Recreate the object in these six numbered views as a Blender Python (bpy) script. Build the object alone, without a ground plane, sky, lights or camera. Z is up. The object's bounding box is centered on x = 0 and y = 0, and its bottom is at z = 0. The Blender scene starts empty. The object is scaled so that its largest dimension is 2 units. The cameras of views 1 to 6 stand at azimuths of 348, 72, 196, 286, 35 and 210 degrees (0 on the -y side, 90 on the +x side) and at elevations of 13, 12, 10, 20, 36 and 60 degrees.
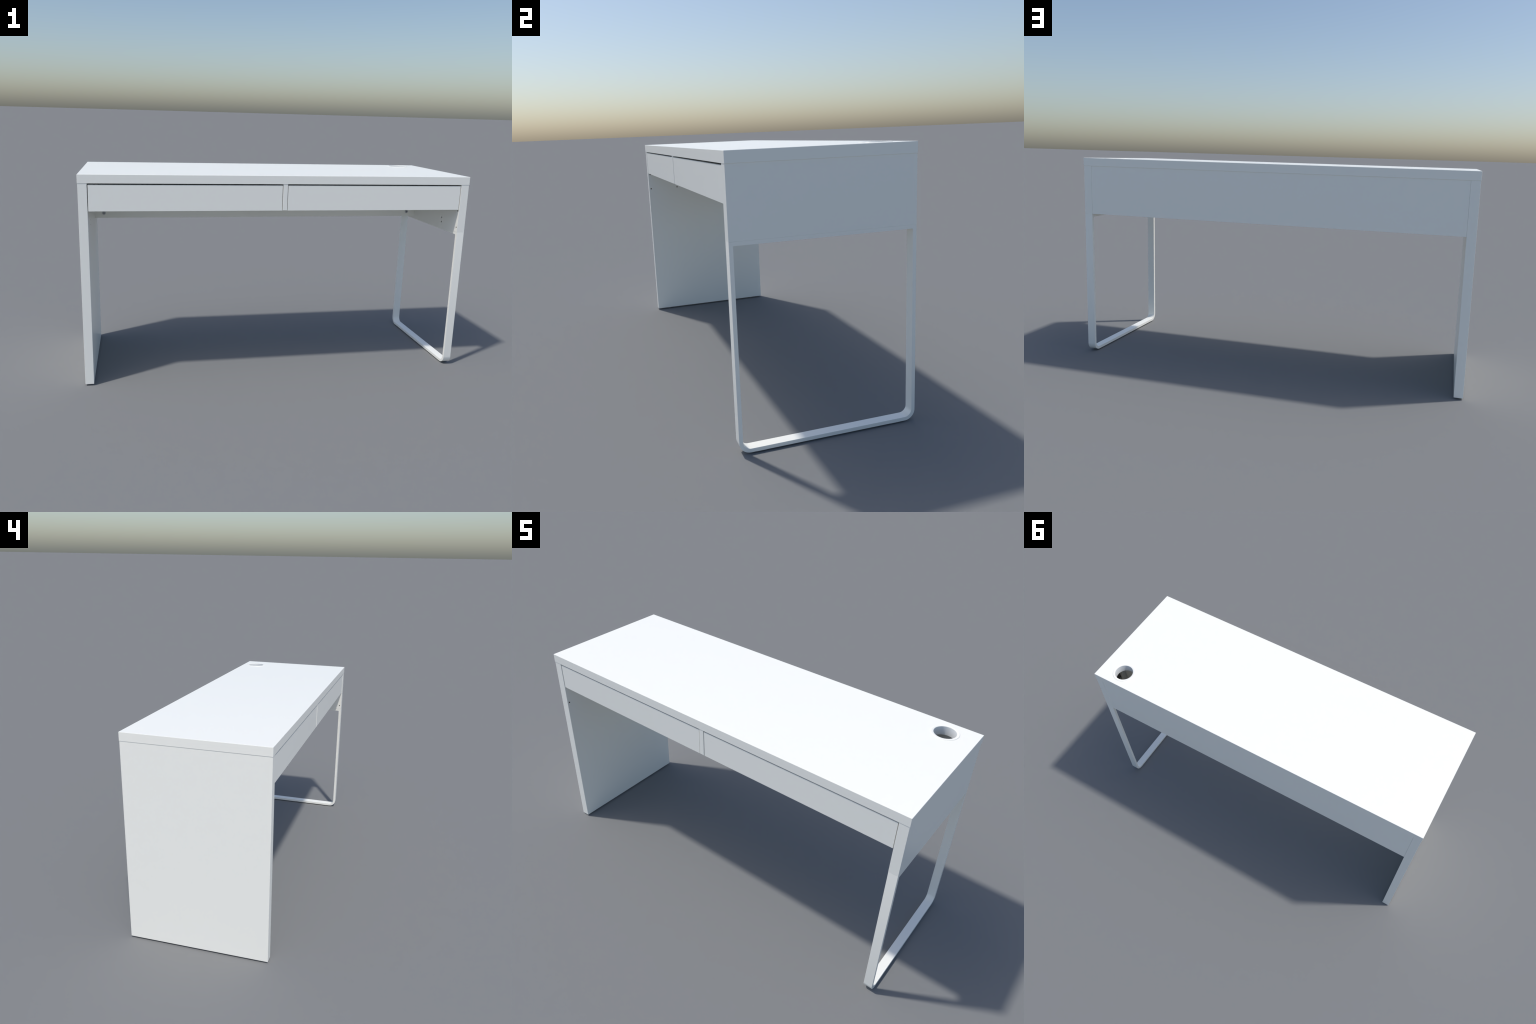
"""White laminate writing desk: slab end on one side, flat-bar steel loop leg
on the other, two drawers under the top, cable compartment at the back."""
import bpy, bmesh, math
from mathutils import Vector

# ------------------------------------------------------------------ sizes (m)
HALF_X, HALF_Y = 1.000, 0.3517        # table top outline
TOP_Z, TOP_UNDER = 1.0577, 1.0157     # table top slab
LIP = 0.0020                          # how far the top oversails the panels
PANEL_OUT = HALF_X - LIP              # outer face of the end panels
PANEL_IN = 0.9555                     # inner face of the end panels
PANEL_Y = HALF_Y - 0.0011
PANEL_TOP = TOP_UNDER - 0.0001        # hair gap, no coplanar faces
SLAB_Z = 0.0055                       # left slab hovers on glides
BOX_Z = 0.7620                        # underside of right panel / back panel
FRONT_Z, FRONT_TOP = 0.8833, 1.0093   # drawer fronts
FRONT_T = 0.0225
COMP_Y0, COMP_Y1 = 0.1660, 0.1885     # partition of the cable compartment
HOLE_C, HOLE_R, FLANGE_R = (0.8600, 0.2610), 0.0500, 0.0622
BAR_T = 0.0145                        # steel flat bar thickness
BAR_X0, BAR_X1 = 0.9560, 0.9979
FOOT_Z = 0.0030


# ------------------------------------------------------------------ materials
def new_mat(name):
    m = bpy.data.materials.new(name)
    m.use_nodes = True
    nt = m.node_tree
    return m, nt, nt.nodes["Principled BSDF"]


def grained(name, col_a, col_b, rough, spec=0.5, scale=60.0, bump=0.0, metallic=0.0):
    """Plain colour with a very fine mottling and optional orange-peel bump."""
    m, nt, p = new_mat(name)
    tc = nt.nodes.new("ShaderNodeTexCoord")
    noise = nt.nodes.new("ShaderNodeTexNoise")
    noise.inputs["Scale"].default_value = scale
    noise.inputs["Detail"].default_value = 4.0
    nt.links.new(tc.outputs["Object"], noise.inputs["Vector"])
    ramp = nt.nodes.new("ShaderNodeValToRGB")
    ramp.color_ramp.elements[0].position = 0.3
    ramp.color_ramp.elements[1].position = 0.7
    ramp.color_ramp.elements[0].color = (*col_a, 1)
    ramp.color_ramp.elements[1].color = (*col_b, 1)
    nt.links.new(noise.outputs["Fac"], ramp.inputs["Fac"])
    nt.links.new(ramp.outputs["Color"], p.inputs["Base Color"])
    p.inputs["Roughness"].default_value = rough
    p.inputs["Specular IOR Level"].default_value = spec
    p.inputs["Metallic"].default_value = metallic
    if bump > 0:
        b = nt.nodes.new("ShaderNodeBump")
        b.inputs["Strength"].default_value = bump
        b.inputs["Distance"].default_value = 0.0005
        nt.links.new(noise.outputs["Fac"], b.inputs["Height"])
        nt.links.new(b.outputs["Normal"], p.inputs["Normal"])
    return m


WHITE = (0.985, 0.978, 0.912)          # slightly warm melamine white
ROUGH = 0.30


def shade(col, k):
    return tuple(c * k for c in col)


LAMINATE = grained("white_laminate", shade(WHITE, 0.996), WHITE, ROUGH)
STEEL = grained("white_powder_coat", shade(WHITE, 0.994), WHITE, ROUGH, scale=400)
PLASTIC = grained("white_plastic", shade(WHITE, 0.99), WHITE, ROUGH)
SLEEVE = grained("sleeve_plastic", (0.80, 0.82, 0.81), (0.81, 0.83, 0.82), 0.4)
ZINC = grained("zinc_screw", (0.50, 0.52, 0.55), (0.58, 0.60, 0.63), 0.45, metallic=0.3)
SLOT = grained("screw_slot", (0.16, 0.16, 0.17), (0.20, 0.20, 0.21), 0.6)
DARK_GREY = grained("dark_grey", (0.09, 0.085, 0.08), (0.12, 0.115, 0.105), 0.7)
CHIPBOARD = grained("bare_chipboard", (0.16, 0.09, 0.05), (0.26, 0.16, 0.09), 0.9, 0.2, 300)
GLIDE = grained("grey_glide", (0.5, 0.5, 0.5), (0.55, 0.55, 0.55), 0.6)


# ------------------------------------------------------------------ geometry helpers
def link(name, mesh, parent, mat=None):
    ob = bpy.data.objects.new(name, mesh)
    bpy.context.scene.collection.objects.link(ob)
    ob.parent = parent
    if mat is not None and not mesh.materials:
        mesh.materials.append(mat)
    return ob


def bm_box(bm, x0, x1, y0, y1, z0, z1):
    v = [bm.verts.new((x, y, z)) for x in (x0, x1) for y in (y0, y1) for z in (z0, z1)]
    for f in ((0, 1, 3, 2), (4, 6, 7, 5), (0, 4, 5, 1), (2, 3, 7, 6), (0, 2, 6, 4), (1, 5, 7, 3)):
        bm.faces.new([v[i] for i in f])


def finish(bm, name):
    bmesh.ops.recalc_face_normals(bm, faces=bm.faces)
    me = bpy.data.meshes.new(name)
    bm.to_mesh(me)
    bm.free()
    return me


def board(name, parent, mat, x, y, z, bevel=0.0006):
    bm = bmesh.new()
    bm_box(bm, *x, *y, *z)
    bmesh.ops.recalc_face_normals(bm, faces=bm.faces)
    if bevel:
        bmesh.ops.bevel(bm, geom=list(bm.edges), offset=bevel, segments=1,
                        affect='EDGES', profile=0.5)
    return link(name, finish(bm, name), parent, mat)


def cylinder_mesh(name, r, depth, axis, centre, seg=24):
    """Solid cylinder, 'depth' long, centred, along axis 0/1/2."""
    bm = bmesh.new()
    bmesh.ops.create_cone(bm, cap_ends=True, segments=seg, radius1=r, radius2=r, depth=depth)
    for v in bm.verts:
        x, y, z = v.co
        v.co = Vector(((z, x, y), (x, z, y), (x, y, z))[axis]) + Vector(centre)
    return finish(bm, name)


def cut(ob, cutters):
    """Boolean (mesh, material) cutters out of ob; fresh walls take the cutter's material."""
    helpers = []
    for me, mat in cutters:
        if mat is not None:
            me.materials.append(mat)
        c = bpy.data.objects.new("cutter", me)
        bpy.context.scene.collection.objects.link(c)
        helpers.append(c)
        mod = ob.modifiers.new("cut", 'BOOLEAN')
        mod.operation, mod.object, mod.solver = 'DIFFERENCE', c, 'MANIFOLD'
        mod.material_mode = 'TRANSFER' if mat is not None else 'INDEX'
    bpy.context.view_layer.update()
    dg = bpy.context.evaluated_depsgraph_get()
    me = bpy.data.meshes.new_from_object(ob.evaluated_get(dg))
    me.name = ob.name
    ob.modifiers.clear()
    ob.data = me
    for c in helpers:
        bpy.data.objects.remove(c)


def smooth(ob, angle=35):
    for p in ob.data.polygons:
        p.use_smooth = True
    ob.data.set_sharp_from_angle(angle=math.radians(angle))


def box_mesh(name, x, y, z):
    bm = bmesh.new()
    bm_box(bm, *x, *y, *z)
    return finish(bm, name)


# ------------------------------------------------------------------ the desk
desk = bpy.data.objects.new("desk", None)
bpy.context.scene.collection.objects.link(desk)
desk["label"] = "long white desk with two drawers and loop leg"
desk["category"] = "desk"

# table top with round cable opening
top = board("tabletop", desk, LAMINATE, (-HALF_X, HALF_X), (-HALF_Y, HALF_Y),
            (TOP_UNDER, TOP_Z), 0.0008)
cut(top, [(cylinder_mesh("opening", HOLE_R + 0.004, 0.2, 2, (*HOLE_C, 1.0), 96), None)])
smooth(top, 20)

# cable grommet: sleeve lining the opening with a thin rounded flange
bm = bmesh.new()
prof = [(HOLE_R + 0.0034, TOP_UNDER + 0.0008), (HOLE_R + 0.0034, TOP_Z + 0.0001),
        (FLANGE_R, TOP_Z + 0.0001), (FLANGE_R, TOP_Z + 0.0009), (FLANGE_R - 0.0008, TOP_Z + 0.0016),
        (HOLE_R + 0.0016, TOP_Z + 0.0018), (HOLE_R + 0.0004, TOP_Z + 0.0012),
        (HOLE_R, TOP_Z - 0.0005), (HOLE_R, TOP_UNDER + 0.0008)]
SEG = 96
rings = [[bm.verts.new((HOLE_C[0] + r * math.cos(2 * math.pi * i / SEG),
                        HOLE_C[1] + r * math.sin(2 * math.pi * i / SEG), z))
          for i in range(SEG)] for r, z in prof]
for a in range(len(rings)):
    ra, rb = rings[a], rings[(a + 1) % len(rings)]
    for i in range(SEG):
        f = bm.faces.new((ra[i], ra[(i + 1) % SEG], rb[(i + 1) % SEG], rb[i]))
        f.material_index = 1 if a == len(rings) - 2 else 0   # inner wall of the sleeve
grommet = link("cable_grommet", finish(bm, "cable_grommet"), desk, PLASTIC)
grommet.data.materials.append(SLEEVE)
smooth(grommet, 40)

# end panels: full-height slab on one side, short box above the loop leg
PEG_HOLES = [(-0.339, 0.8763), (-0.339, 0.7870), (-0.1758, 0.8130), (-0.1758, 0.7888)]


def peg_cutters(face_x):
    return [(cylinder_mesh("peg", 0.0038, 0.020, 0, (face_x, y, z), 20), CHIPBOARD) for y, z in PEG_HOLES]


SLAB_IN, SLAB_OUT = PANEL_IN + 0.0008, HALF_X - 0.0014
slab = board("side_panel", desk, LAMINATE, (-SLAB_OUT, -SLAB_IN), (-PANEL_Y, PANEL_Y),
             (SLAB_Z, PANEL_TOP))
cut(slab, peg_cutters(-SLAB_IN))
short = board("side_panel", desk, LAMINATE, (PANEL_IN, PANEL_OUT), (-PANEL_Y, PANEL_Y),
              (BOX_Z, PANEL_TOP), 0.0002)
cut(short, peg_cutters(PANEL_IN))
# corner block and thin dark patch with a small pale spot, seen through the cable opening
board("corner_block", desk, LAMINATE, (0.936, PANEL_IN - 0.0002), (COMP_Y1 + 0.0002, 0.217),
      (0.792, PANEL_TOP - 0.0005), 0.0003)
board("dark_patch", desk, DARK_GREY, (PANEL_IN - 0.0025, PANEL_IN - 0.0003), (0.2172, 0.262),
      (0.80, 1.000), 0.0004)
link("pale_spot", cylinder_mesh("pale_spot", 0.005, 0.006, 0,
                                     (PANEL_IN - 0.005, 0.2275, 0.915)), desk, ZINC)
# floor of the cable compartment
board("compartment_floor", desk, LAMINATE, (-PANEL_IN + 0.0004, PANEL_IN - 0.0004),
      (COMP_Y1 + 0.0003, PANEL_Y - 0.0228), (0.780, 0.7885), 0)

# back panel and partition of the cable compartment
IN = PANEL_IN - 0.0003
board("back_panel", desk, LAMINATE, (-SLAB_IN + 0.0003, IN), (PANEL_Y - 0.0225, PANEL_Y - 0.0011),
      (BOX_Z + 0.0015, PANEL_TOP), 0.0003)
board("compartment_panel", desk, LAMINATE, (-SLAB_IN - 0.001, PANEL_IN + 0.001),
      (COMP_Y0, COMP_Y1), (BOX_Z + 0.0015, PANEL_TOP), 0.0002)

# cross-recess cam screws on the partition
SCREW_R = 0.0102


def screw_mesh():
    bm = bmesh.new()
    bmesh.ops.create_cone(bm, cap_ends=True, segments=32, radius1=SCREW_R, radius2=SCREW_R - 0.0015, depth=0.003)
    for v in bm.verts:
        v.co = Vector((v.co.x, -v.co.z - 0.0013, v.co.y))
    return finish(bm, "cam_screw")


def cross_mesh():
    bm = bmesh.new()
    bm_box(bm, -0.0052, 0.0052, -0.0034, -0.002, -0.0016, 0.0016)
    bm_box(bm, -0.0016, 0.0016, -0.00345, -0.002, -0.0052, 0.0052)
    return finish(bm, "cross_recess")


screw_me, cross_me = screw_mesh(), cross_mesh()
for sx, turn in ((-0.9075, 0.12), (0.9025, 0.3)):
    s = link("cam_screw", screw_me, desk, ZINC)
    s.location = (sx, COMP_Y0, 0.7905)
    s.rotation_euler = (0, turn, 0)
    link("cross_recess", cross_me, s, SLOT)

# centre divider between the drawers
board("divider", desk, LAMINATE, (-0.0118, 0.0114), (-PANEL_Y + 0.0002, COMP_Y0 - 0.0003),
      (FRONT_Z + 0.0015, PANEL_TOP))

# drawers: front plus open tray behind it
FRONT_Y = -PANEL_Y + 0.0014


def drawer(x0, x1):
    e = bpy.data.objects.new("drawer", None)
    bpy.context.scene.collection.objects.link(e)
    e.parent = desk
    board("drawer_front", e, LAMINATE, (x0, x1), (FRONT_Y, FRONT_Y + FRONT_T),
          (FRONT_Z, FRONT_TOP), 0.0007)
    bx0, bx1 = x0 + 0.014, x1 - 0.014
    by0, by1 = FRONT_Y + FRONT_T + 0.0003, COMP_Y0 - 0.015
    z0, z1, t = FRONT_Z + 0.010, FRONT_TOP - 0.022, 0.016
    bm = bmesh.new()
    bm_box(bm, bx0 + t + .0004, bx1 - t - .0004, by0, by1 - t - .0004, z0 + 0.02, z0 + 0.025)
    bm_box(bm, bx0, bx0 + t, by0, by1, z0, z1)
    bm_box(bm, bx1 - t, bx1, by0, by1, z0, z1)
    bm_box(bm, bx0 + t + .0002, bx1 - t - .0002, by1 - t, by1 - .0002, z0, z1 - .0002)
    link("drawer_tray", finish(bm, "drawer_tray"), e, LAMINATE)


drawer(-0.9528, -0.0146)
drawer(0.0140, 0.9522)


# loop leg: flat steel bar bent round in the y-z plane
def rounded_loop(y, z0, z1, r_low, r_high, seg=14):
    pts = []
    for cy, cz, r, a0 in ((y - r_low, z0 + r_low, r_low, -90), (y - r_high, z1 - r_high, r_high, 0),
                          (-y + r_high, z1 - r_high, r_high, 90), (-y + r_low, z0 + r_low, r_low, 180)):
        for i in range(seg + 1):
            a = math.radians(a0 + 90 * i / seg)
            pts.append((cy + r * math.cos(a), cz + r * math.sin(a)))
    return pts


LEG_Y, LEG_TOP = PANEL_Y - 0.0001, BOX_Z - 0.0001
R_LOW, R_HIGH = 0.043, 0.0004
outer = rounded_loop(LEG_Y, FOOT_Z, LEG_TOP, R_LOW, R_HIGH)
inner = rounded_loop(LEG_Y - BAR_T, FOOT_Z + BAR_T, LEG_TOP - BAR_T, R_LOW - BAR_T, 0.004)
EB = 0.0004                            # eased long edges of the bar


def lerp(p, q, d):
    v = Vector(q) - Vector(p)
    return tuple(Vector(p) + v * (d / v.length))


bm = bmesh.new()
sections = []
for o, n in zip(outer, inner):
    oo, nn = lerp(o, n, EB), lerp(n, o, EB)
    sec = [(BAR_X0 + EB, o), (BAR_X1 - EB, o), (BAR_X1, oo), (BAR_X1, nn),
           (BAR_X1 - EB, n), (BAR_X0 + EB, n), (BAR_X0, nn), (BAR_X0, oo)]
    sections.append([bm.verts.new((x, p[0], p[1])) for x, p in sec])
for i in range(len(sections)):
    a, b = sections[i], sections[(i + 1) % len(sections)]
    for k in range(8):
        bm.faces.new((a[k], a[(k + 1) % 8], b[(k + 1) % 8], b[k]))
leg = link("leg_frame", finish(bm, "leg_frame"), desk, STEEL)
smooth(leg, 30)
# the uprights shade softly from the bend to the top: lean their normals up a little at the top
lean = math.sin(math.radians(3.0))
normals = []
for poly in leg.data.polygons:
    for li in poly.loop_indices:
        n = leg.data.corner_normals[li].vector.copy()
        v = leg.data.vertices[leg.data.loops[li].vertex_index].co
        if abs(n.y) > 0.9 and v.z > 0.7:
            n.z += lean
            n.normalize()
        normals.append(n)
leg.data.normals_split_custom_set(normals)

# pads under the loop and glides under the slab
for y in (-0.268, 0.268):
    board("foot_pad", leg, GLIDE, (BAR_X0 + 0.004, BAR_X1 - 0.003), (y - 0.02, y + 0.02),
          (0.0, FOOT_Z - 0.0002), 0.0008)
glide_me = cylinder_mesh("glide", 0.011, SLAB_Z - 0.0002, 2, (0, 0, (SLAB_Z - 0.0002) / 2))
for y in (-0.28, 0.28):
    g = link("glide", glide_me, slab, GLIDE)
    g.location = (-(PANEL_OUT + PANEL_IN) / 2, y, 0)
